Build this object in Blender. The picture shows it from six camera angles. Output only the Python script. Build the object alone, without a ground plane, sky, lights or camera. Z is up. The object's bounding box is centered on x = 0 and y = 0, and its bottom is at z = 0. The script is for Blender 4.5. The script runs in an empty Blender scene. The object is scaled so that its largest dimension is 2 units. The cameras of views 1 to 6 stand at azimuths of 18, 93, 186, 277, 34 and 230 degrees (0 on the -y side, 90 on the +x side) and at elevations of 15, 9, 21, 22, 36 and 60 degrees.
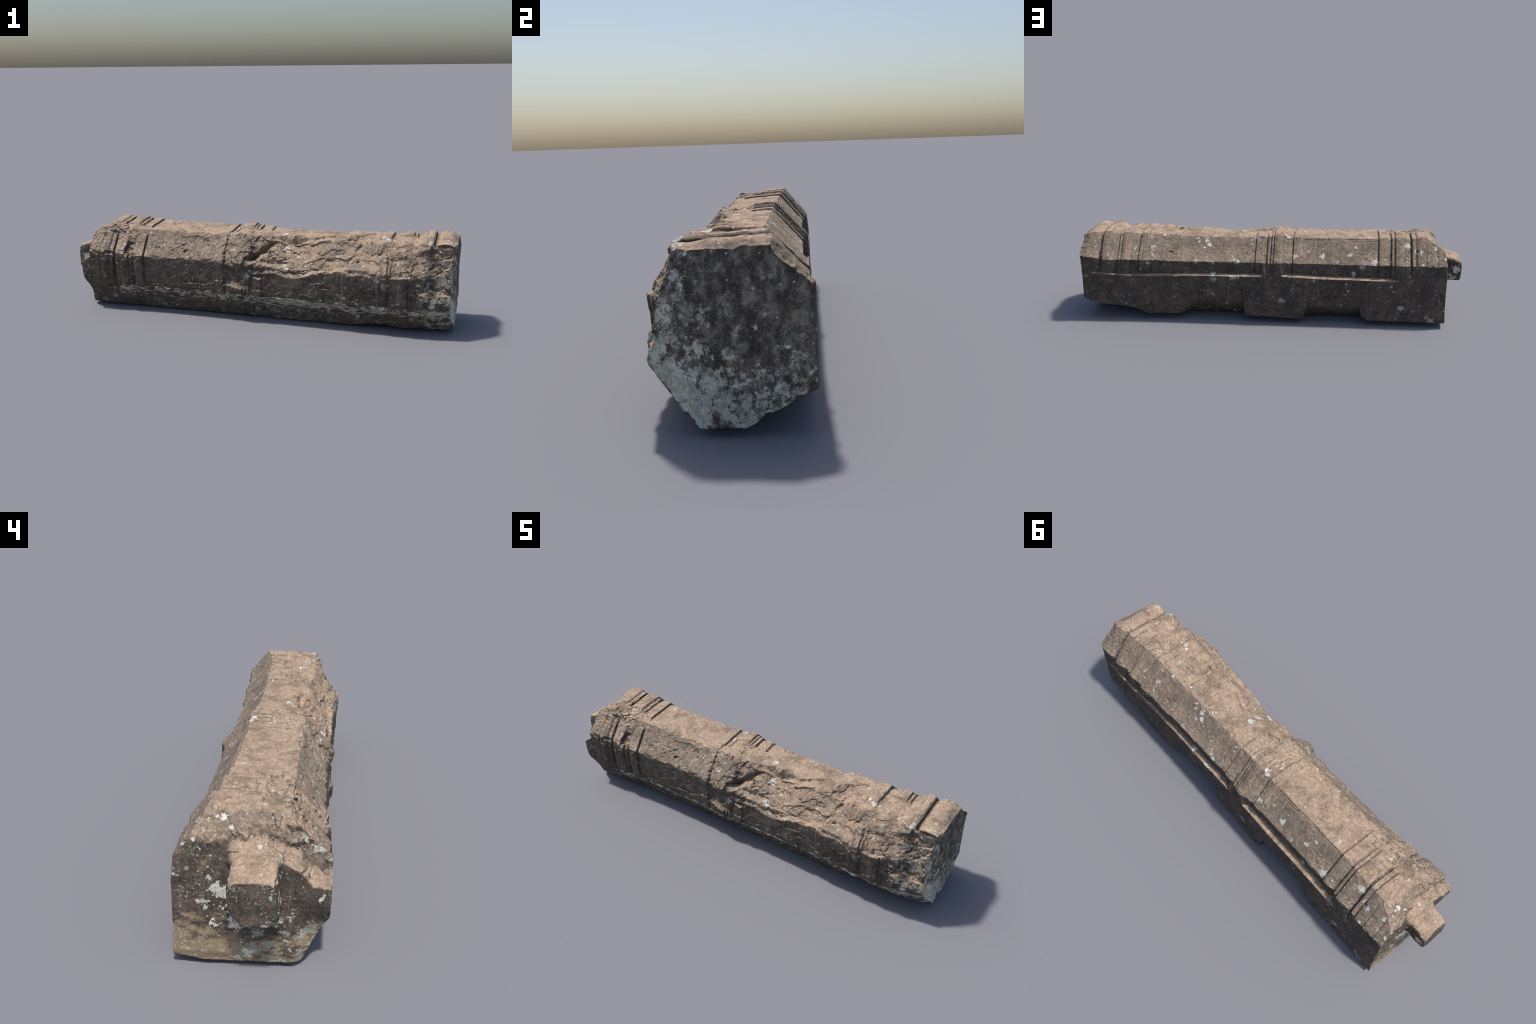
import bpy, math
import numpy as np

# ---------------------------------------------------------------- helpers
CY, CZ = 0.002, 0.252            # axis of the octagonal pillar (runs along x)

def hash3(ix, iy, iz, seed):
    h = (ix.astype(np.uint32) * np.uint32(374761393)
         ^ iy.astype(np.uint32) * np.uint32(668265263)
         ^ iz.astype(np.uint32) * np.uint32(2147483647 ^ 0x5bd1e995)) + np.uint32((seed * 2654435761) % 4294967296)
    h = (h ^ (h >> np.uint32(13))) * np.uint32(1274126177)
    h = (h ^ (h >> np.uint32(16))) * np.uint32(2246822519)
    h = h ^ (h >> np.uint32(15))
    return h.astype(np.float32) / np.float32(4294967296.0)

def vnoise(x, y, z, scale, seed=0):
    """smooth value noise in -1..1"""
    x = np.asarray(x, np.float32) * scale + 91.3; y = np.asarray(y, np.float32) * scale + 57.7; z = np.asarray(z, np.float32) * scale + 33.1
    fx, fy, fz = np.floor(x), np.floor(y), np.floor(z)
    ix, iy, iz = fx.astype(np.int64), fy.astype(np.int64), fz.astype(np.int64)
    x, y, z = x - fx, y - fy, z - fz
    u, v, w = x*x*x*(x*(x*6-15)+10), y*y*y*(y*(y*6-15)+10), z*z*z*(z*(z*6-15)+10)
    r = 0
    for a in (0, 1):
        for b in (0, 1):
            for c in (0, 1):
                k = (u if a else 1-u) * (v if b else 1-v) * (w if c else 1-w)
                r = r + k * hash3(ix+a, iy+b, iz+c, seed)
    return r * 2 - 1

def fbm(x, y, z, scale, octaves=4, seed=0, gain=0.5):
    r, a, s = 0, 1.0, 0.0
    for o in range(octaves):
        r = r + a * vnoise(x, y, z, scale * 2.03**o, seed + o * 17)
        s += a; a *= gain
    return r / s

def flakes(x, y, z, scale, seed=0):
    """broken stone: flat tilted cells with steps between them, -1..1"""
    x = x * scale + 40.0; y = y * scale + 40.0; z = z * scale + 40.0
    bx, by, bz = np.floor(x).astype(np.int64), np.floor(y).astype(np.int64), np.floor(z).astype(np.int64)
    best = np.full(x.shape, 1e9, np.float32); val = np.zeros(x.shape, np.float32)
    for a in (-1, 0, 1):
        for b in (-1, 0, 1):
            for c in (-1, 0, 1):
                ix, iy, iz = bx+a, by+b, bz+c
                dx = ix + hash3(ix, iy, iz, seed) - x
                dy = iy + hash3(ix, iy, iz, seed+1) - y
                dz = iz + hash3(ix, iy, iz, seed+2) - z
                d = dx*dx + dy*dy + dz*dz
                h = hash3(ix, iy, iz, seed+3) * 1.2 - 0.6
                h = h + (hash3(ix, iy, iz, seed+4)-.5)*dx*1.6 + (hash3(ix, iy, iz, seed+5)-.5)*dy*1.6 + (hash3(ix, iy, iz, seed+6)-.5)*dz*1.6
                m = d < best
                best = np.where(m, d, best); val = np.where(m, h, val)
    return val

def sstep(e0, e1, x):
    t = np.clip((x - e0) / (e1 - e0), 0, 1)
    return t * t * (3 - 2 * t)

def curve(x, pts):
    p = sorted(pts)
    return np.interp(x, [q[0] for q in p], [q[1] for q in p])

def knots(x, pts):
    p = sorted(pts)
    xs = [q[0] for q in p]
    return np.interp(x, xs, [q[1] for q in p]), np.interp(x, xs, [q[2] for q in p])

# ------------------------------------------------ turned mouldings: radius at the octagon corner along the pillar
R0 = 0.189
PROFILE = [(1.01,.218),(.985,.222),(.96,.223),(.93,.221),(.91,.215),(.897,.209),(.892,.2005),(.8895,.2005),(.886,.216),(.878,.2205),(.865,.222),(.852,.220),(.843,.214),
 (.832,.209),(.824,.2065),(.822,.204),(.806,.203),(.804,.199),(.801,.199),(.799,.2095),(.790,.2095),(.787,.2035),(.783,.2035),(.780,.213),(.76,.2165),(.742,.215),(.738,.2105),
 (.715,.2095),(.711,.207),(.697,.205),(.693,.2015),(.689,.2015),(.686,.213),(.68,.2145),(.645,.2135),(.640,.2075),(.60,.2060),(.478,.2050),(.472,.1965),(.30,.1955),
 (.10,.1925),(.082,.1915),(.0785,.1865),(.0757,.1865),(.072,.1965),(.055,.198),(.035,.1965),(.031,.1925),(.021,.1915),(.018,.1875),(.014,.1875),(.011,.200),(0.0,.200),(-.002,.1955),(-.006,.1955),
 (-.009,.2045),(-.014,.2045),(-.017,.200),(-.021,.200),(-.023,.209),(-.040,.2115),(-.060,.2095),(-.064,.2045),(-.078,.2035),(-.082,.1985),(-.088,.197),(-.100,.196),(-.104,.191),(-.114,.190),
 (-.1175,.1840),(-.1205,.1840),(-.1225,.1950),(-.14,.1955),(-.160,.1945),(-.164,.1890),(-.30,.1895),(-.45,.1890),(-.553,.1900),(-.5575,.1845),(-.5605,.1845),(-.5625,.1965),
 (-.585,.1975),(-.603,.1965),(-.607,.1920),(-.617,.1910),(-.620,.1855),(-.624,.1855),(-.627,.1975),(-.636,.1985),(-.639,.1950),(-.643,.1950),(-.648,.2060),(-.667,.2075),(-.680,.2055),(-.684,.2025),
 (-.704,.2015),(-.709,.1985),(-.720,.1975),(-.7235,.1860),(-.7275,.1860),(-.730,.2000),(-.744,.2010),(-.746,.1985),(-.751,.1985),(-.757,.206),(-.775,.210),(-.793,.209),(-.797,.2055),(-.801,.2055),(-.805,.2085),(-.850,.2075),(-.853,.2050),(-.857,.2050),(-.860,.2075),(-.96,.2070)]
_px = np.arange(-0.97, 1.02, 0.0005)
_pm = curve(_px, PROFILE) - R0
_pm = _pm + 0.15 * np.clip(_pm - .0155, 0, None)                     # rolls swell past the plain bands
_g = np.exp(-0.5 * (np.arange(-12, 13) * 0.0005 / 0.0013)**2); _g /= _g.sum()
_pm = np.convolve(np.pad(_pm, 12, mode='edge'), _g, 'valid')
_k = np.exp(-0.5 * (np.arange(-120, 121) * 0.0005 / 0.020)**2); _k /= _k.sum()
_pw = np.convolve(np.pad(_pm, 120, mode='edge'), _k, 'valid')        # worn-down version of the same profile
def mould(x): return np.interp(x, _px, _pm)
def mould_worn(x): return np.interp(x, _px, _pw)

# ------------------------------------------------ corner lines of the section (x, y, z), without mouldings
E2 = [(-.95,.177,.3285),(.88,.178,.3285),(.93,.182,.337),(1.01,.183,.341)]
E1 = [(-.95,.091,.436),(-.78,.088,.437),(-.60,.082,.439),(-.35,.081,.439),(-.17,.081,.436),(.08,.078,.436),(.15,.077,.430),(.47,.0745,.427),(.69,.0770,.425),(.80,.083,.428),(.88,.092,.427),(.93,.102,.426),(.965,.106,.421),(1.01,.108,.414)]
E4 = [(-.95,-.110,.420),(-.78,-.108,.422),(-.56,-.106,.425),(-.17,-.102,.423),(.20,-.102,.425),(.74,-.106,.426),(.86,-.100,.418),(.94,-.094,.410),(1.01,-.098,.404)]
E5 = [(-.95,-.206,.310),(-.74,-.196,.310),(-.56,-.194,.300),(-.17,-.190,.302),(.5,-.190,.297),(.74,-.193,.301),(.80,-.184,.300),(.86,-.160,.304),(.93,-.117,.312),(1.01,-.104,.318)]
E6 = [(-.95,-.206,.172),(-.84,-.199,.158),(-.72,-.190,.138),(.60,-.189,.140),(.80,-.184,.136),(.90,-.182,.160),(1.01,-.178,.192)]
E7 = [(-.95,-.148,.020),(-.86,-.132,.013),(-.63,-.108,.003),(-.37,-.102,.004),(.30,-.100,.005),(.50,-.102,.004),(.56,-.106,.018),(.68,-.102,.026),(.74,-.102,.016),(.90,-.092,.020),(1.01,-.056,.020)]
B8 = [(1.01,.050,.020),(.93,.060,.020),(.71,.110,.011),(.66,.125,.004),(.475,.125,.004),(.435,.098,.006),(.142,.098,.006),(.132,.130,.005),(-.173,.130,.003),(-.184,.102,.004),(-.472,.102,.004),(-.486,.130,.005),(-.80,.130,.006),(-.95,.120,.020)]
W9 = [(1.01,.215,.124),(.97,.216,.108),(.93,.216,.102),(.88,.215,.087),(.78,.212,.078),(.71,.209,.063),(.66,.206,.036),(.483,.204,.038),(.468,.202,.050),(.435,.193,.112),(.142,.193,.116),(.133,.204,.036),
      (-.174,.204,.029),(-.183,.202,.070),(-.195,.193,.102),(-.468,.193,.102),(-.480,.203,.045),(-.515,.206,.028),(-.80,.209,.028),(-.95,.212,.031)]
L10 = [(1.01,.2145,.285),(.94,.2175,.266),(.91,.216,.262),(.85,.2160,.257),(.74,.213,.253),(.65,.206,.254),(.43,.203,.258),(.13,.202,.260),(.04,.203,.263),(-.07,.203,.264),(-.24,.203,.258),(-.52,.203,.253),(-.62,.203,.254),(-.95,.205,.251)]

SEG = [80, 88, 92, 84, 60, 56, 46, 64, 18, 40]           # samples on each face of the section
M = sum(SEG)
col0 = np.cumsum([0] + SEG)
facet = np.repeat(np.arange(10), SEG)
frac = np.concatenate([np.arange(n) / n for n in SEG])
# arc coordinate v over the carved faces, 0 on the upper front arris, positive downwards on the front
v_knot = np.array([-.315, -.169, .014, .170, .331, .49, .70])
vcol = np.where(facet <= 5, v_knot[np.minimum(facet, 5)] + (v_knot[np.minimum(facet, 5)+1] - v_knot[np.minimum(facet, 5)]) * frac, 9.0)

# ------------------------------------------------ broken ends: where the stone stops, as x over (y, z)
def near_end(y, z):                     # end with the tenon (-x)
    x = -0.905 - 0.004 * sstep(.10, .03, z)
    top = curve(z, [(.30,0),(.345,.004),(.366,.022),(.405,.047),(.430,.072),(.447,.104),(.48,.13)])
    side = curve(z, [(.33,0),(.375,.005),(.395,.014),(.412,.034),(.430,.062),(.447,.095),(.48,.13)])
    kb = sstep(.02, .10, y)
    top = top * (1 - kb) + side * kb
    edge = curve(y, [(-.24,.238),(-.165,.248),(-.14,.283),(-.085,.318),(-.05,.328),(.06,.345),(.12,.37)])
    edge = edge + .012 * fbm(y*0+.4, y, z, 14, 4, 7)
    rec = 0.046 * sstep(0, .046, z - edge) * sstep(.09, -.02, y)
    low = 0.032 * sstep(.20, .10, z) * sstep(-.10, -.18, y) + 0.018 * sstep(.05, .02, z) * .3
    n = 0.0060 * fbm(y*0, y, z, 12, 6, 5, .58) + (0.0055 * flakes(y*0+.2 + .1*vnoise(y*0, y, z, 20, 8), y, z, 20, 9) + .007 * fbm(y*0, y, z, 30, 4, 10)) * np.clip(sstep(-.01, .04, z - edge) + .10, 0, 1)
    return x + np.maximum(top, rec) + low + n

def far_end(y, z):
    x = 1.001 - 0.005 * sstep(.36, .45, z)
    n = -.0045 + 0.009 * fbm(y*0+.7, y, z, 7, 7, 31, .62) - .0015 * sstep(.3, .6, fbm(y*0, y, z, 50, 3, 33))
    dish = -0.003 * np.exp(-(((y-.02)/.11)**2 + ((z-.25)/.12)**2))
    chip = -0.020 * sstep(-.06, -.15, y)
    return np.minimum(x + n + dish + chip, .9995)

# ------------------------------------------------ damage maps over (x, v)
def box(x, v, x0, x1, v0, v1, s=.005):
    return sstep(x0-s, x0+s, x) * sstep(x1+s, x1-s, x) * sstep(v0-s, v0+s, v) * sstep(v1+s, v1-s, v)

LIP_A = [(.05,.02),(.07,.004),(.118,-.014),(.16,-.038),(.20,-.020),(.26,-.022),(.31,-.016),(.354,-.026),(.39,-.060),(.41,-.074),(.44,-.050),(.465,-.030),(.49,-.02),(.52,.03)]
LIP_B = [(.00,.06),(.044,.004),(.071,.024),(.095,.031),(.13,.016),(.16,.003),(.226,.012),(.27,.004),(.304,.042),(.342,.022),(.396,.001),(.443,.006),(.485,-.010),(.502,-.045),(.512,-.098),(.574,-.119),(.597,-.126),(.612,-.034),(.65,-.030),(.70,-.04)]
LOW = [(-.14,.16),(-.09,.27),(-.03,.275),(0,.22),(.08,.205),(.14,.205),(.20,.216),(.285,.209),(.329,.188),(.363,.183),(.425,.174),(.45,.158),(.49,.15),(.53,.10),(.62,.085),(.70,.08)]

def worn_map(x, v):
    w = box(x, v, -.97, -.745, -.06, .05)
    for b in [(-.755,-.60,-.055,.060),(-.755,-.735,-.06,.04),(-.66,-.622,.06,.165),(-.64,-.55,-.025,.050),(-.095,.095,-.100,.235),(-.128,-.09,-.042,.150),(-.125,.0,.15,.285),
              (.60,.692,-.043,.085),(.690,.805,-.115,.175),(.795,.905,.060,.26),(.88,1.02,.02,.34),(.10,.50,-.02,.17)]:
        w = np.maximum(w, box(x, v, *b))
    return w

def scar_depth(x, v):
    d = np.zeros_like(x)
    inx = sstep(-.01, .02, x)
    lipA, lipB, low = curve(x, LIP_A), curve(x, LIP_B), curve(x, LOW)
    below = sstep(low + .010, low - .014, v)
    A = sstep(lipA - .002, lipA + .004, v) * below * sstep(.05, .075, x) * sstep(.53, .49, x)
    B = sstep(lipB - .002, lipB + .005, v) * below * sstep(.0, .04, x) * sstep(.70, .64, x)
    d += 0.005 * A
    d += 0.008 * B * (1 - .45 * sstep(.44, .54, x))
    # chord cut through the lower arris of the front slope
    chord = np.where(v < .166, sstep(-.01, .166, v), sstep(low + .004, .166, v))
    d += (0.014 - .011 * sstep(.25, .33, x)) * chord * B * sstep(.47, .36, x) * sstep(.10, .17, x)
    # hollow behind the scarp, bowl by the far band
    hv = v - .004
    d += 0.043 * np.exp(-((x-.215)/.082)**2 - (hv / np.where(hv > 0, .075, .045))**2) * sstep(lipA - .024, lipA + .012, v)
    bv = v + .066
    d += 0.023 * np.exp(-((x-.528)/.036)**4 - (bv / np.where(bv > 0, .085, .030))**2)
    # the deep pocket beside the middle ring
    pk = np.exp(-(((x-.045)/.055)**2 + ((v - (.115 - .45*(x-.045)))/.040)**2))
    d += 0.016 * np.exp(-(((x-.022)/.022)**2 + ((v-.105)/.035)**2)) * sstep(-.006, .008, x)
    d += 0.010 * np.exp(-(((x-.11)/.05)**2 + ((v-.145)/.014)**2))
    # diagonal groove modelled to draw the ring stump's dark shadow, low left to high right
    tt = np.clip((x + .010) / .125, 0, 1)
    off = (v - (.150 - .115 * tt)) * .75
    d += 0.030 * np.exp(-(off / np.where(off > 0, .017, .007))**2) * sstep(-.022, .015, x) * sstep(.135, .085, x)
    # lump left standing at the foot of the pocket
    d -= 0.006 * np.exp(-(((x-.09)/.06)**2 + ((v-.185)/.016)**2))
    # ring stump: slopes away to the left of the pocket
    d -= 0.011 * np.exp(-(((x+.045)/.05)**2 + ((v-.145)/.05)**2))
    d += 0.008 * box(x, v, -.115, -.02, .20, .275, .012)
    # loss under the far ring and at the far corner
    d += 0.008 * box(x, v, .705, .80, .085, .178, .007)
    d += 0.003 * box(x, v, .70, .80, .02, .09, .02)
    d += 0.006 * box(x, v, .80, .90, .062, .17, .010)
    d += 0.004 * box(x, v, .69, .81, -.10, .02, .015)
    d += 0.006 * box(x, v, .895, 1.03, -.03, .10, .03) + 0.009 * box(x, v, .855, .93, .10, .26, .025)
    # tenon-end arrises
    d += 0.007 * box(x, v, -.735, -.60, -.04, .06, .02)
    d += 0.009 * box(x, v, -.66, -.624, .10, .17, .007)
    d += 0.006 * box(x, v, -.90, -.76, -.10, .10, .03)
    # the lower front face is hollowed, most under the long scar
    d += (0.009 * sstep(-.75, -.55, x) * sstep(.84, .74, x) + 0.012 * box(x, v*0+.4, .12, .48, 0, 1, .02)) * np.sin(np.pi * np.clip((v - .331) / .159, 0, 1))
    # small pits
    for px, pv, r, h in [(.437,.077,.012,.007),(.464,.072,.008,.005),(.412,.119,.013,.008),(.545,.119,.008,.007),(.635,.125,.010,.006),(-.49,.118,.010,.006),(-.335,.125,.010,.006),(-.30,.168,.007,.004),
                         (.52,-.272,.010,.006),(.50,-.28,.006,.004),(-.50,-.05,.016,.005),(-.53,-.10,.014,.004),(-.545,-.03,.012,.004)]:
        d += h * np.exp(-(((x-px)/r)**2 + ((v-pv)/(r*.8))**2))
    return d

# ------------------------------------------------ build the whole skin as one grid
def stations():
    xs = [-0.9]
    while xs[-1] < 0.999:
        x = xs[-1]
        fine = x < -.545 or -.18 < x < .10 or .455 < x
        xs.append(x + (0.0014 if fine else 0.0023))
    xs = np.array(xs)
    return (xs - xs[0]) / (xs[-1] - xs[0]) * 1.9 - 0.9
XS = stations(); N = len(XS)

def section(X):
    """X: (rows, M) real x of every vertex -> y, z"""
    xw = X + 0.0010 * vnoise(X, vcol[None, :] + 0*X, 0*X, 14, 3)
    V = vcol[None, :] + 0*X
    # ragged edges for the damage: warp the map coordinates
    wx = X + 0.014 * fbm(X, V, 0*X, 22, 5, 71, .6); wv = V + 0.012 * fbm(X, V, 0*X + .5, 24, 5, 72, .6)
    wr = worn_map(wx, wv)
    m = mould(xw) * (1 - wr) + (mould_worn(xw) - .0050) * wr
    def corner(k, ang, f):
        y, z = knots(X, k); a = math.radians(ang); q = mt if 60 < ang < 130 else m
        return y + math.cos(a) * q * f, z + math.sin(a) * q * f
    mt = m + 0.005 * sstep(.79, .82, X) * sstep(.985, .95, X) * (1 - wr)
    far = 1 - sstep(.80, .95, X)
    P = [corner(E2, 24.2, 1), corner(E1, 68.4, 1), corner(E4, 117.5, 1), corner(E5, 167, 1), corner(E6, 210, .7 * far), knots(X, E7), knots(X, B8), knots(X, W9), knots(X, L10)]
    ly, lz = P[8]
    flush = np.maximum(sstep(.045, .03, X) * sstep(-.075, -.062, X), np.maximum(sstep(-.60, -.68, X), np.maximum(.65 * sstep(.72, .76, X), sstep(.925, .945, X))))
    e2y, e2z = P[0]
    iy = e2y - .003 + (ly - .0005 - (e2y - .003)) * flush
    P.append((np.minimum(iy, ly - .0005), lz + .005))
    Y = np.empty_like(X); Z = np.empty_like(X)
    for s in range(10):
        a, b = P[s], P[(s+1) % 10]
        c = slice(col0[s], col0[s+1]); f = frac[c][None, :]
        Y[:, c] = a[0][:, c] * (1-f) + b[0][:, c] * f
        Z[:, c] = a[1][:, c] * (1-f) + b[1][:, c] * f
    # weathered arrises
    for it in range(3):
        Y = (np.roll(Y, 1, 1) + 2*Y + np.roll(Y, -1, 1)) / 4
        Z = (np.roll(Z, 1, 1) + 2*Z + np.roll(Z, -1, 1)) / 4
    Ys, Zs = Y.copy(), Z.copy()
    for it in range(10):
        Ys = (np.roll(Ys, 3, 1) + Ys + np.roll(Ys, -3, 1)) / 3
        Zs = (np.roll(Zs, 3, 1) + Zs + np.roll(Zs, -3, 1)) / 3
    ty, tz = np.roll(Ys, -1, 1) - np.roll(Ys, 1, 1), np.roll(Zs, -1, 1) - np.roll(Zs, 1, 1)
    l = np.hypot(ty, tz) + 1e-9
    ny, nz = tz / l, -ty / l
    dep = scar_depth(wx, wv)
    rough = np.clip(np.maximum(wr * .75, sstep(.002, .008, dep)), 0, 1) * np.where(V > .34, .25, 1)
    carved = (facet <= 4)[None, :] + 0*X
    under = ((facet >= 4) & (facet <= 7))[None, :] * 1.0
    # far corner, broken away on the front
    rough = np.maximum(rough, sstep(.80, .87, X) * ((facet == 3) | (facet == 4) | ((facet == 2) & (frac > .55)))[None, :])
    nf = np.zeros_like(X)
    r = rough > .02
    a, b, c = X[r]*.75, Y[r], Z[r]                      # flaked along the bed, cells bent by noise
    q1, q2 = .016*vnoise(a, b, c, 28, 12) + .006*vnoise(a, b, c, 75, 13), .016*vnoise(a, b, c, 28, 14) + .006*vnoise(a, b, c, 75, 15)
    fl = 0
    for k in range(3):                                 # averaged over shifted copies: steps with a worn foot
        fl = fl + flakes(a + q1 + .0020*k, b + q2 + .0014*k, c + q1 - .0017*k, 15, 11) / 3
    gate = sstep(-.25, .35, fbm(a, b, c, 11, 2, 16))
    nf[r] = (0.0075 * fl + 0.0042 * gate * flakes(a + q2, b + q1, c + q2, 36, 21) + 0.0055 * fbm(a, b, c, 15, 5, 41, .52)) * rough[r]
    nf += 0.0008 * fbm(X, Y, Z, 60, 3, 51) + 0.0011 * fbm(X, Y, Z, 12, 2, 52)
    nf += under * (0.0022 * fbm(X, Y, Z, 22, 4, 61) + 0.0020 * fbm(X, Y, Z, 7, 2, 62))
    # chipped arrises and bruised end rims
    near_arris = np.max([sstep(.016, .001, np.abs(V - k)) for k in v_knot[:5]], 0)
    back_arris = np.where(V < -.10, .25, 1.0)        # the sheltered back arrises stay crisp
    near_arris = near_arris * back_arris
    nf -= 0.0070 * near_arris * sstep(.12, .60, fbm(X, V, 0*X, 19, 4, 91))
    nf -= 0.0030 * near_arris * sstep(-.1, .4, fbm(X, V, 0*X + 3, 42, 2, 92))
    rim = sstep(.965, .996, X)
    nf -= rim * (.0025 + 0.010 * sstep(-.05, .5, fbm(X*0, Y, Z, 16, 4, 93)))
    nf += 0.0022 * fbm(X, Y, Z, 4.5, 3, 94)
    pits = sstep(.42, .62, fbm(X, Y, Z, 46, 2, 95))
    nf -= 0.0016 * pits
    # thin skins flaked off, and uneven mid-size wear on the carved faces
    carved = (facet <= 3)[None, :] * 1.0
    nf -= carved * np.where(V < -.165, .45, 1.0) * 0.0026 * sstep(.10, .17, fbm(X*.6, Y, Z, 13, 5, 96, .6))
    nf += carved * 0.0016 * fbm(X, Y, Z, 28, 3, 97)
    # twin scored lines under the upper back arris of the long panel
    ln = sstep(-.565, -.55, X) * sstep(-.165, -.18, X)
    for k, sp in ((-.169 - .010, .0022), (-.169 - .019, .0018)):
        vv = k - .006 * (X + .36)
        nf -= ln * 0.0020 * np.exp(-((V - vv) / sp)**2)
    d = nf - dep
    return Y + ny * d, Z + nz * d

X = np.repeat(XS[:, None], M, 1).astype(np.float64)
BLEND0, BLEND1 = -.70, .90
Y, Z = section(X[[0, -1]])               # the two end rows alone
for it in range(3):                      # settle the two ends onto their broken faces
    e0, e1 = near_end(Y[0], Z[0]), far_end(Y[-1], Z[-1])
    X = np.repeat(XS[:, None], M, 1)
    a = np.clip((BLEND0 - X) / (BLEND0 + .9), 0, 1); b = np.clip((X - BLEND1) / (1.0 - BLEND1), 0, 1)
    X = X + a * (e0[None, :] + .9) + b * (np.minimum(e1, .9995)[None, :] - 1.0)
    Y, Z = section(X[[0, -1]])
Y, Z = section(X)

def cap(y, z, x_edge, fn, cy, cz, rings):
    t = (1 - (np.arange(1, rings) / rings))[:, None]
    yy, zz = cy + (y[None, :] - cy) * t, cz + (z[None, :] - cz) * t
    xx = fn(yy, zz)
    k = sstep(1.0, .94, t)
    xx = xx * k + (x_edge[None, :] + (xx - fn(yy * 0 + y[None, :], zz * 0 + z[None, :]))) * (1-k)
    return xx, yy, zz
RC = 100
c0 = cap(Y[0], Z[0], X[0], near_end, 0.0, .22, RC)
c1 = cap(Y[-1], Z[-1], X[-1], far_end, 0.02, .24, RC)

rowsX = np.concatenate([c0[0][::-1], X, c1[0]]); rowsY = np.concatenate([c0[1][::-1], Y, c1[1]]); rowsZ = np.concatenate([c0[2][::-1], Z, c1[2]])
RT = rowsX.shape[0]
co = np.stack([rowsX, rowsY, rowsZ], -1).reshape(-1, 3)
p0, p1 = co[:M].mean(0), co[-M:].mean(0)
co = np.concatenate([co, p0[None], p1[None]])
print('zmin', co[:, 2].min()); co[:, 2] -= co[:, 2].min()
ZSHIFT = None
ii, jj = np.meshgrid(np.arange(RT-1), np.arange(M), indexing='ij')
q = np.stack([ii*M + jj, (ii+1)*M + jj, (ii+1)*M + (jj+1) % M, ii*M + (jj+1) % M], -1).reshape(-1, 4)
j = np.arange(M)
t0 = np.stack([np.full(M, RT*M), j, (j+1) % M], -1)
t1 = np.stack([np.full(M, RT*M+1), (RT-1)*M + (j+1) % M, (RT-1)*M + j], -1)

# vertex normals of the whole body
def vnormals(co, q, tris):
    n = np.zeros_like(co)
    fn = np.cross(co[q[:, 2]] - co[q[:, 0]], co[q[:, 3]] - co[q[:, 1]])
    for k in range(4):
        for a in range(3): n[:, a] += np.bincount(q[:, k], fn[:, a], len(co))
    for t in tris:
        fn = np.cross(co[t[:, 1]] - co[t[:, 0]], co[t[:, 2]] - co[t[:, 0]])
        for k in range(3):
            for a in range(3): n[:, a] += np.bincount(t[:, k], fn[:, a], len(co))
    return n / (np.linalg.norm(n, axis=1, keepdims=True) + 1e-12)
# orientation check: outward
NRM = vnormals(co, q, [t0, t1])
mid = (RC-1 + N//2) * M
if ((co[mid:mid+M, 1:] - co[mid:mid+M, 1:].mean(0)) * NRM[mid:mid+M, 1:]).sum() < 0:
    q = q[:, ::-1]; t0 = t0[:, ::-1]; t1 = t1[:, ::-1]; NRM = -NRM

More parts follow.
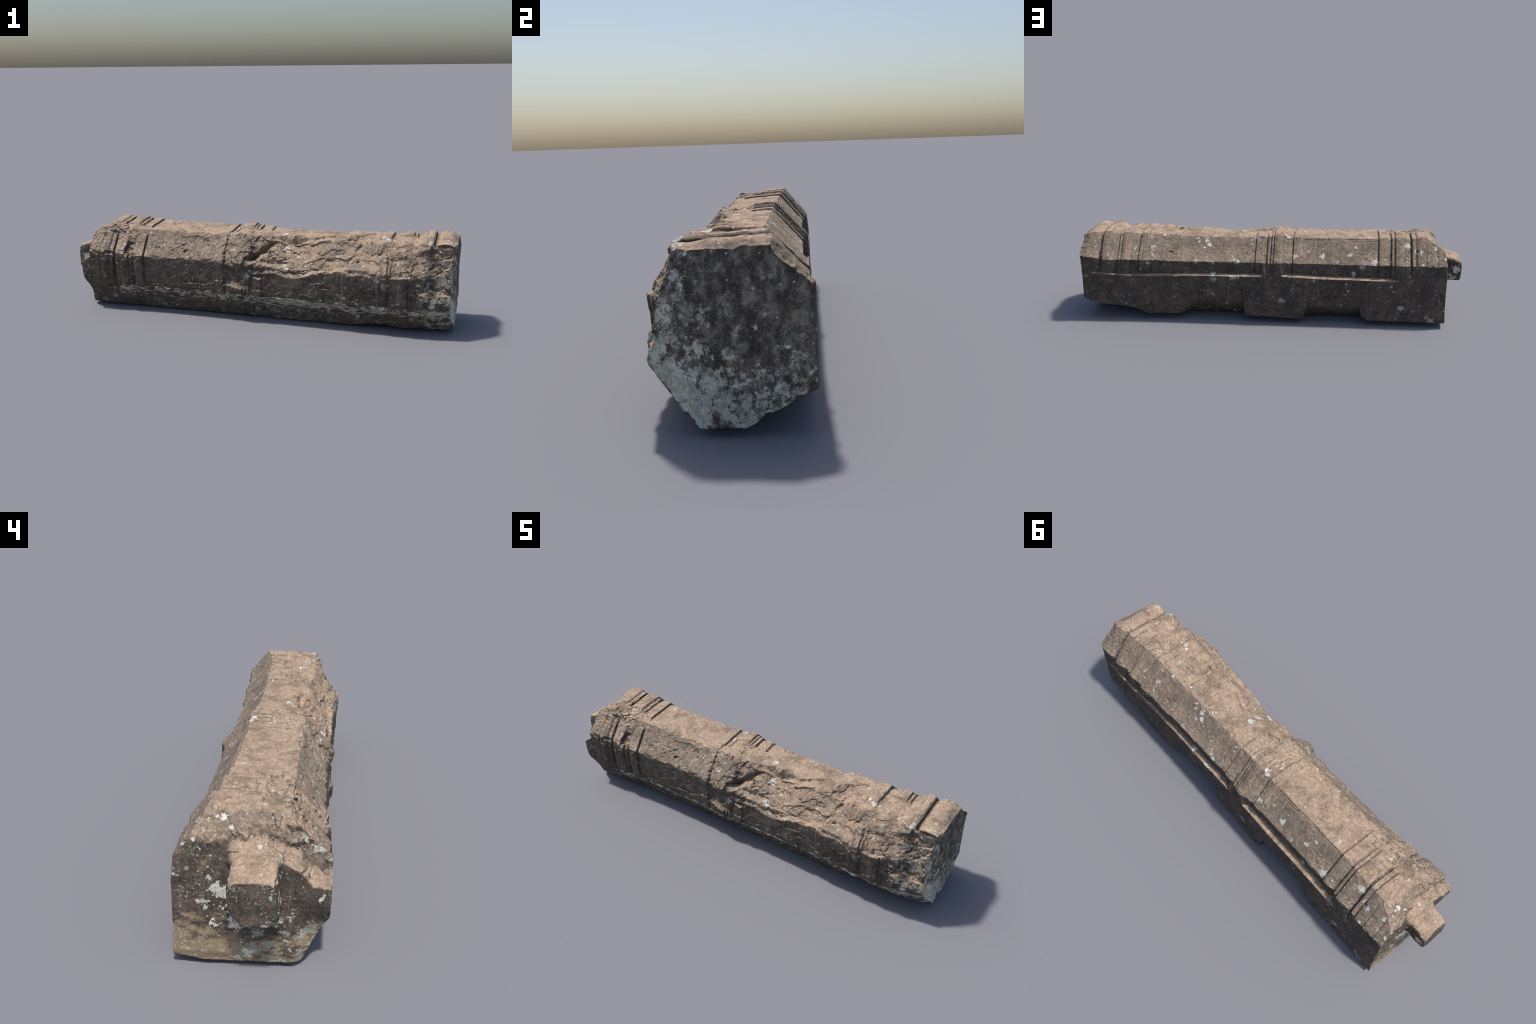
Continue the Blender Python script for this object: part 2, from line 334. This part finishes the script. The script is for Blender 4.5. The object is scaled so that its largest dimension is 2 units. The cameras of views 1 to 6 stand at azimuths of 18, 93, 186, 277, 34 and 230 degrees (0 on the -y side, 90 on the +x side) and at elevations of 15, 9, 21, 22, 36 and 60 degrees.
# ================================================================= materials
class NT:
    def __init__(self, name):
        self.m = bpy.data.materials.new(name); self.m.use_nodes = True
        self.t = self.m.node_tree; self.t.nodes.clear()
        self.out = self.n('ShaderNodeOutputMaterial'); self.b = self.n('ShaderNodeBsdfPrincipled')
        self.t.links.new(self.b.outputs[0], self.out.inputs[0])
        self.b.inputs['Roughness'].default_value = .92
        self.b.inputs['Specular IOR Level'].default_value = .18
        tc = self.n('ShaderNodeTexCoord'); self.obj = tc.outputs['Object']
        sp = self.n('ShaderNodeSeparateXYZ'); self.l(self.obj, sp.inputs[0]); self.x, self.y, self.z = sp.outputs
        g = self.n('ShaderNodeNewGeometry'); s2 = self.n('ShaderNodeSeparateXYZ'); self.l(g.outputs['Normal'], s2.inputs[0]); self.nx, self.ny, self.nz = s2.outputs
    def n(self, t): return self.t.nodes.new(t)
    def l(self, a, b): self.t.links.new(a, b)
    def put(self, v, sock):
        if hasattr(v, 'node'): self.l(v, sock)
        else: sock.default_value = v
    def math(self, op, a, b=0.0, c=0.0):
        n = self.n('ShaderNodeMath'); n.operation = op
        for k, v in enumerate((a, b, c)): self.put(v, n.inputs[k])
        return n.outputs[0]
    def ramp(self, v, a, b):
        n = self.n('ShaderNodeMapRange'); n.interpolation_type = 'SMOOTHSTEP'
        self.put(v, n.inputs[0]); n.inputs[1].default_value = a; n.inputs[2].default_value = b
        return n.outputs[0]
    def mp(self, scale=(1,1,1), loc=(0,0,0)):
        n = self.n('ShaderNodeMapping'); self.l(self.obj, n.inputs[0]); n.inputs['Scale'].default_value = scale; n.inputs['Location'].default_value = loc
        return n.outputs[0]
    def noise(self, scale, detail=4, rough=.55, vec=None, dist=0.0):
        n = self.n('ShaderNodeTexNoise'); self.l(vec or self.obj, n.inputs['Vector'])
        n.inputs['Scale'].default_value = scale; n.inputs['Detail'].default_value = detail; n.inputs['Roughness'].default_value = rough; n.inputs['Distortion'].default_value = dist
        return n.outputs[0]
    def mix(self, f, a, b, mode='MIX'):
        n = self.n('ShaderNodeMix'); n.data_type = 'RGBA'; n.blend_type = mode
        self.put(f, n.inputs[0])
        for v, s in ((a, n.inputs[6]), (b, n.inputs[7])):
            if hasattr(v, 'node'): self.l(v, s)
            else: s.default_value = (*v, 1)
        return n.outputs[2]
    def spots(self, scale, lo, hi, keep, loc=(0,0,0), warp=.25):
        """irregular blots on a part of the voronoi cells"""
        w = self.n('ShaderNodeTexNoise'); self.l(self.mp((1,1,1), loc), w.inputs['Vector']); w.inputs['Scale'].default_value = scale*3.2; w.inputs['Detail'].default_value = 3
        vm = self.n('ShaderNodeVectorMath'); vm.operation = 'MULTIPLY_ADD'
        self.l(w.outputs[1], vm.inputs[0]); vm.inputs[1].default_value = (warp/scale*2,)*3; self.l(self.mp((1,1,1), loc), vm.inputs[2])
        v = self.n('ShaderNodeTexVoronoi'); self.l(vm.outputs[0], v.inputs['Vector']); v.inputs['Scale'].default_value = scale
        wn = self.n('ShaderNodeTexWhiteNoise'); wn.noise_dimensions = '3D'; self.l(v.outputs['Position'], wn.inputs[0])
        r = self.math('MULTIPLY', self.math('SUBTRACT', wn.outputs[0], 1-keep), 1/keep)      # 0..1 size of kept cells
        d = self.math('SUBTRACT', v.outputs['Distance'], self.math('MULTIPLY', r, hi))
        return self.math('MULTIPLY', self.ramp(d, 0.0, -lo), self.ramp(r, 0.0, .05))

def stone(name, kind='body'):
    """weathered sandstone: tan where rubbed or washed, grey-brown crust on the slopes, black film on the
    upright faces, lichen in blots and bands.  kind: body | near_face (tenon end) | far_face"""
    t = NT(name); M_ = t.math
    big = t.noise(5.0, 4, .6); mid = t.noise(17, 5, .62); fine = t.noise(85, 4, .65); grit = t.noise(330, 2, .6)
    streak = t.noise(1.0, 5, .6, t.mp((95, 22, 22)))
    speck = t.noise(190, 4, .75); speckbig = t.noise(11, 4, .65, t.mp((1,1,1),(3,1,2)))
    # --- bare stone
    bare = t.mix(t.ramp(mid, .36, .66), (.425,.312,.224), (.350,.252,.186))
    bare = t.mix(M_('MULTIPLY', t.ramp(big, .50, .68), .55), bare, (.440,.335,.240))
    bare = t.mix(M_('MULTIPLY', t.ramp(t.noise(9, 6, .68, t.mp((1,1,1),(7,3,1))), .47, .64), .70), bare, (.180,.135,.098))
    # --- grey-brown crust on the slopes
    crust = t.mix(t.ramp(streak, .32, .68), (.262,.208,.158), (.170,.138,.106))
    crust = t.mix(M_('MULTIPLY', t.ramp(t.noise(14, 6, .7, t.mp((1,1,1),(8,8,2))), .50, .66), .7), crust, (.330,.235,.178))
    # rubbed through in pale specks, thickest toward the lower arris of the slope
    band = M_('ADD', M_('MULTIPLY', t.ramp(t.z, .43, .33), .075), M_('MULTIPLY', M_('SUBTRACT', speckbig, .5), .75))
    pale = t.ramp(M_('ADD', speck, band), .575, .66)
    crust = t.mix(M_('MULTIPLY', pale, .72), crust, (.450,.335,.245))
    # --- black film
    film = t.mix(t.ramp(mid, .35, .66), (.060,.050,.042), (.100,.080,.065))
    film = t.mix(M_('MULTIPLY', t.ramp(streak, .48, .72), .5), film, (.044,.038,.033))
    film = t.mix(M_('MULTIPLY', t.ramp(t.noise(13, 5, .7, t.mp((1,1,1),(1,8,4))), .50, .68), .65), film, (.165,.125,.100))
    film = t.mix(M_('MULTIPLY', t.ramp(t.noise(210, 2, .7), .57, .69), .60), film, (.245,.205,.165))
    film = t.mix(M_('MULTIPLY', t.ramp(t.noise(30, 6, .75, t.mp((1,1,1),(5,5,4))), .57, .69), .60), film, (.235,.215,.185))
    # --- where each sits (film and crust thin out on washed, upward faces)
    wob = M_('ADD', M_('MULTIPLY', M_('SUBTRACT', mid, .5), .30), M_('MULTIPLY', M_('SUBTRACT', fine, .5), .30))
    nzw = M_('ADD', t.nz, wob)
    kc = t.ramp(nzw, .95, .80)
    kf = t.ramp(nzw, .52, .30)
    # the long scar on the front and the loss round the far ring are fresher
    scar = M_('MULTIPLY', M_('MULTIPLY', t.ramp(t.x, -.02, .10), t.ramp(t.x, .90, .80)), M_('MULTIPLY', t.ramp(t.y, .02, -.05), t.ramp(t.z, .26, .31)))
    kc = M_('MULTIPLY', kc, M_('SUBTRACT', 1.0, M_('MULTIPLY', scar, t.ramp(speckbig, .60, .42))))
    kf = M_('MULTIPLY', kf, M_('SUBTRACT', 1.0, M_('MULTIPLY', scar, .45)))
    if kind == 'near_face':
        line = M_('SUBTRACT', t.z, M_('MULTIPLY', M_('MINIMUM', t.y, 0.02), .47))
        above = t.ramp(M_('ADD', line, M_('MULTIPLY', wob, .10)), .345, .385)
        kf = M_('MULTIPLY', t.ramp(nzw, .60, .36), M_('SUBTRACT', 1.0, M_('MULTIPLY', above, t.ramp(mid, .62, .45))))
        kc = M_('MULTIPLY', kc, M_('ADD', M_('MULTIPLY', above, .6), .4))
    col = t.mix(kc, bare, crust)
    col = t.mix(kf, col, film)
    # --- green-grey lichen along the foot of the front and over the far end
    lw = t.noise(1.0, 5, .62, t.mp((26, 60, 75)))
    lpos = M_('MULTIPLY', M_('MULTIPLY', t.ramp(t.y, -.06, -.10), t.ramp(M_('ADD', t.z, M_('MULTIPLY', M_('SUBTRACT', mid, .5), .05)), .152, .125)), t.ramp(t.x, -.80, -.60))
    lpos = M_('MULTIPLY', lpos, M_('ADD', .12, M_('MULTIPLY', t.ramp(t.z, .070, .118), .88)))
    lth = M_('ADD', lw, M_('ADD', M_('MULTIPLY', lpos, .155), M_('MULTIPLY', M_('SUBTRACT', big, .5), .50)))
    lband = M_('MULTIPLY', t.ramp(lth, .625, .655), t.ramp(lpos, .05, .2))
    far = M_('MULTIPLY', t.ramp(M_('ADD', t.x, M_('MULTIPLY', M_('SUBTRACT', mid, .5), .10)), .835, .875), t.ramp(M_('ADD', t.y, M_('MULTIPLY', M_('SUBTRACT', big, .5), .10)), -.07, -.11))
    if kind == 'far_face':
        side = M_('ADD', M_('MULTIPLY', t.ramp(t.z, .30, .03), .135), M_('MULTIPLY', t.ramp(t.y, .02, -.14), .10))
        fl = t.noise(27, 10, .84, t.mp((1,1,1),(2,0,9)))
        lfar = t.ramp(M_('ADD', fl, M_('SUBTRACT', side, .058)), .535, .590)
        clump = t.spots(17, .25, .55, .45, (.6,.8,.1), .45)
        lfar = M_('MAXIMUM', lfar, M_('MULTIPLY', clump, t.ramp(t.noise(95, 5, .75), .40, .52)))
        mott = t.noise(1.0, 8, .78, t.mp((40, 40, 26),(4,1,1)))
        col = t.mix(M_('MULTIPLY', t.ramp(mott, .44, .60), .80), col, t.mix(t.ramp(mid, .40, .60), (.170,.135,.105), (.300,.285,.245)))
    else:
        lf = t.noise(1.0, 6, .68, t.mp((22, 40, 30)))
        lfar = M_('MULTIPLY', M_('MULTIPLY', t.ramp(lf, .47, .54), t.ramp(t.z, .41, .36)), M_('MULTIPLY', far, t.ramp(t.nz, .42, .18)))
    green = t.mix(t.ramp(mid, .4, .62), (.370,.375,.310), (.490,.485,.420))
    green = t.mix(M_('MULTIPLY', t.ramp(t.noise(60, 6, .75), .50, .62), .65), green, (.125,.120,.092))
    col = t.mix(M_('MULTIPLY', lband, .88), col, green)
    if kind == 'far_face': green = t.mix(t.ramp(mid, .40, .62), (.500,.475,.370), (.660,.640,.540))
    col = t.mix(M_('MULTIPLY', lfar, .85), col, green)
    if kind == 'body':           # ochre bruises in the broken far corner
        oc = M_('MULTIPLY', far, t.ramp(t.noise(1.0, 4, .6, t.mp((20, 30, 16),(1,2,3))), .60, .66))
        col = t.mix(M_('MULTIPLY', oc, .8), col, (.270,.175,.090))
    if kind == 'near_face':
        lo = M_('ADD', M_('MULTIPLY', t.ramp(t.z, .20, .04), .19), M_('MULTIPLY', t.ramp(t.y, -.03, .10), .06))
        cn = t.noise(1.0, 9, .76, t.mp((20, 15, 30)))
        col = t.mix(M_('MULTIPLY', t.ramp(M_('ADD', cn, lo), .60, .72), .85), col, t.mix(t.ramp(fine, .4, .62), (.400,.320,.205), (.235,.170,.110)))
        gn = M_('ADD', t.noise(1.0, 6, .7, t.mp((20, 24, 38),(4,4,4))), M_('MULTIPLY', M_('MULTIPLY', t.ramp(t.z, .17, .10), t.ramp(t.y, .05, .0)), .11))
        col = t.mix(M_('MULTIPLY', t.ramp(gn, .62, .68), .8), col, (.330,.335,.270))
        white = M_('MAXIMUM', M_('MULTIPLY', t.spots(21, .12, .58, .50, (.3,.1,.7), .60), t.ramp(t.noise(120, 5, .75), .36, .46)), M_('MULTIPLY', t.ramp(t.noise(150, 4, .75), .58, .66), t.ramp(t.noise(12, 4, .6), .46, .58)))
        col = t.mix(M_('MULTIPLY', M_('MULTIPLY', white, M_('MULTIPLY', t.ramp(t.z, .40, .36), t.ramp(t.nz, .75, .35))), .95), col, t.mix(t.ramp(fine, .42, .6), (.72,.72,.62), (.56,.55,.44)))
    # --- white lichen blots, small everywhere, larger in places
    w1 = t.spots(24, .10, .48, .32, (.2,.4,.1), .50)
    w2 = t.spots(46, .14, .42, .23, (.7,.2,.5), .25)
    w3 = t.spots(95, .20, .44, .18, (.1,.9,.3), .20)
    gate = t.ramp(t.noise(4.5, 3, .6, t.mp((1,1,1),(9,2,6))), .47, .58)
    wh = M_('MAXIMUM', M_('MULTIPLY', w1, M_('MULTIPLY', gate, .9)), M_('MAXIMUM', M_('MULTIPLY', w2, M_('ADD', .35, M_('MULTIPLY', gate, .6))), M_('MULTIPLY', w3, .75)))
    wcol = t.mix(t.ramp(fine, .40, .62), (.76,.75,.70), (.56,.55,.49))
    wcol = t.mix(kf, wcol, (.40,.40,.36)) if kind == 'body' else wcol  # same lichen, colour darkened on upright faces for the shade there
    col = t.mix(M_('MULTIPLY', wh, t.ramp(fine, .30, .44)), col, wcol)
    # --- grain
    col = t.mix(1.0, col, t.mix(t.ramp(fine, .3, .7), (.80,.80,.80), (1.27,1.27,1.27)), 'MULTIPLY')
    col = t.mix(1.0, col, t.mix(t.ramp(grit, .3, .7), (.82,.82,.82), (1.22,1.22,1.22)), 'MULTIPLY')
    t.l(col, t.b.inputs['Base Color'])
    bp = t.n('ShaderNodeBump'); bp.inputs['Strength'].default_value = .55; bp.inputs['Distance'].default_value = .0022
    t.l(M_('ADD', M_('MULTIPLY', fine, .6), M_('MULTIPLY', grit, .4)), bp.inputs['Height']); t.l(bp.outputs[0], t.b.inputs['Normal'])
    return t.m
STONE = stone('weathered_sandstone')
NEAR = stone('weathered_sandstone_tenon_end', 'near_face')
FAR = stone('weathered_sandstone_far_end', 'far_face')
MATS = {'joint_face': NEAR, 'joint_face.001': FAR}

# ================================================================= objects
root = bpy.data.objects.new('stone_pillar', None)
bpy.context.scene.collection.objects.link(root)
root['label'] = 'fallen octagonal sandstone pillar with carved mouldings and tenon'
root['category'] = 'stone pillar'

def add_mesh(name, co, quads, tris, nrm, mat, parent):
    me = bpy.data.meshes.new(name)
    nq, nt_ = len(quads), len(tris)
    loops = np.concatenate([quads.reshape(-1), tris.reshape(-1)]).astype(np.int32)
    me.vertices.add(len(co)); me.vertices.foreach_set('co', co.astype(np.float32).ravel())
    me.loops.add(len(loops)); me.loops.foreach_set('vertex_index', loops)
    me.polygons.add(nq + nt_)
    me.polygons.foreach_set('loop_start', np.concatenate([np.arange(nq) * 4, nq*4 + np.arange(nt_) * 3]).astype(np.int32))
    me.update(calc_edges=True)
    me.polygons.foreach_set('use_smooth', np.ones(nq + nt_, bool))
    me.validate()
    if nrm is not None: me.normals_split_custom_set_from_vertices(nrm.astype(np.float32))
    me.materials.append(mat)
    o = bpy.data.objects.new(name, me); bpy.context.scene.collection.objects.link(o); o.parent = parent
    return o

rowi = ii.reshape(-1) - (RC - 1)          # body row of each quad
colf = facet[jj.reshape(-1)]
xr = np.where((rowi >= 0) & (rowi < N), XS[np.clip(rowi, 0, N-1)], 0)
region = np.full(len(q), -1)
names = ['joint_face', 'joint_face.001', 'uncarved_back', 'base_moulding', 'shaft', 'ring_moulding', 'shaft.001', 'capital_moulding', 'end_block']
region[rowi < 0] = 0; region[rowi >= N-1] = 1
body = (rowi >= 0) & (rowi < N-1)
back = body & (colf >= 5) & (colf <= 8)
region[back] = 2
for k, (a, b_) in enumerate([(-2, -.555), (-.555, -.163), (-.163, .083), (.083, .472), (.472, .891), (.891, 2)]):
    region[body & ~back & (xr >= a) & (xr < b_)] = 3 + k
for k, nm in enumerate(names):
    qq = q[region == k]
    tt = t0 if k == 0 else t1 if k == 1 else np.zeros((0, 3), int)
    used = np.unique(np.concatenate([qq.reshape(-1), tt.reshape(-1)]))
    mp_ = np.zeros(len(co), int); mp_[used] = np.arange(len(used))
    add_mesh(nm.split('.')[0], co[used], mp_[qq], mp_[tt], NRM[used], MATS.get(nm, STONE), root)

# ------------------------------------------------ tenon: a worn squared peg
def tenon():
    n = 44; pts = []; quads = []
    # superellipse-like section lofted along x with a rounded, broken tip
    A = 160; L = 60; R = 30
    th = np.linspace(0, 2*np.pi, A, endpoint=False)
    cs, sn = np.cos(th), np.sin(th)
    pw = np.where((cs > 0) & (sn < 0), .62, .34)
    sy = np.sign(cs) * np.abs(cs)**pw; sz = np.sign(sn) * np.abs(sn)**pw
    xs = np.concatenate([np.linspace(-.86, -.978, L), -.978 - .025*np.sin(np.linspace(.08, np.pi/2, 16))])
    rows = []
    for i, x in enumerate(xs):
        k = 1.0 if i < L else math.sqrt(max(0.0, 1 - ((-x - .978)/.0255)**2)) * .12 + .88
        fl_ = .016 * max(0.0, min(1.0, (x + .932) / .035))**2      # swelling root
        hy, hz = .064 * k + fl_, .0720 * k + fl_
        cz = .2585 - .006 * max(0, (-x - .90)/.1)
        rows.append(np.stack([np.full(A, x), -.0225 + hy*sy - .006*sz*0, cz + hz*sz], -1))
    last = rows[-1]; c = last.mean(0)
    for r in range(1, R): rows.append(c + (last - c) * (1 - r/R))
    P = np.array(rows); S = P.shape[0]
    v = P.reshape(-1, 3)
    v = np.concatenate([v, c[None]])
    i2, j2 = np.meshgrid(np.arange(S-1), np.arange(A), indexing='ij')
    qd = np.stack([i2*A+j2, i2*A+(j2+1) % A, (i2+1)*A+(j2+1) % A, (i2+1)*A+j2], -1).reshape(-1, 4)
    ja = np.arange(A); tr = np.stack([np.full(A, S*A), (S-1)*A+ja, (S-1)*A+(ja+1) % A], -1)
    nr = vnormals(v, qd, [tr])
    if ((v - v.mean(0)) * nr).sum() < 0: qd = qd[:, ::-1]; tr = tr[:, ::-1]; nr = -nr
    d = 0.0065 * fbm(v[:,0], v[:,1], v[:,2], 14, 5, 81) + .0024 * flakes(v[:,0], v[:,1], v[:,2], 34, 83)
    v = v + nr * d[:, None]
    v[:, 0] += 0.010 * sstep(.27, .33, v[:, 2]) * sstep(-.95, -1.0, v[:, 0])
    v[:, 2] -= 0.013 * sstep(-.93, -1.0, v[:, 0]) * sstep(.25, .33, v[:, 2])
    v[:, 2] += 0.014 * sstep(-.01, .045, v[:, 1]) * sstep(.26, .19, v[:, 2])
    v[:, 0] = np.where(v[:, 0] < -.985, -.985 - .0155 * np.tanh((-.985 - v[:, 0]) / .0155), v[:, 0])
    nr = vnormals(v, qd, [tr])
    add_mesh('tenon', v, qd, tr, nr, NEAR, root)
tenon()
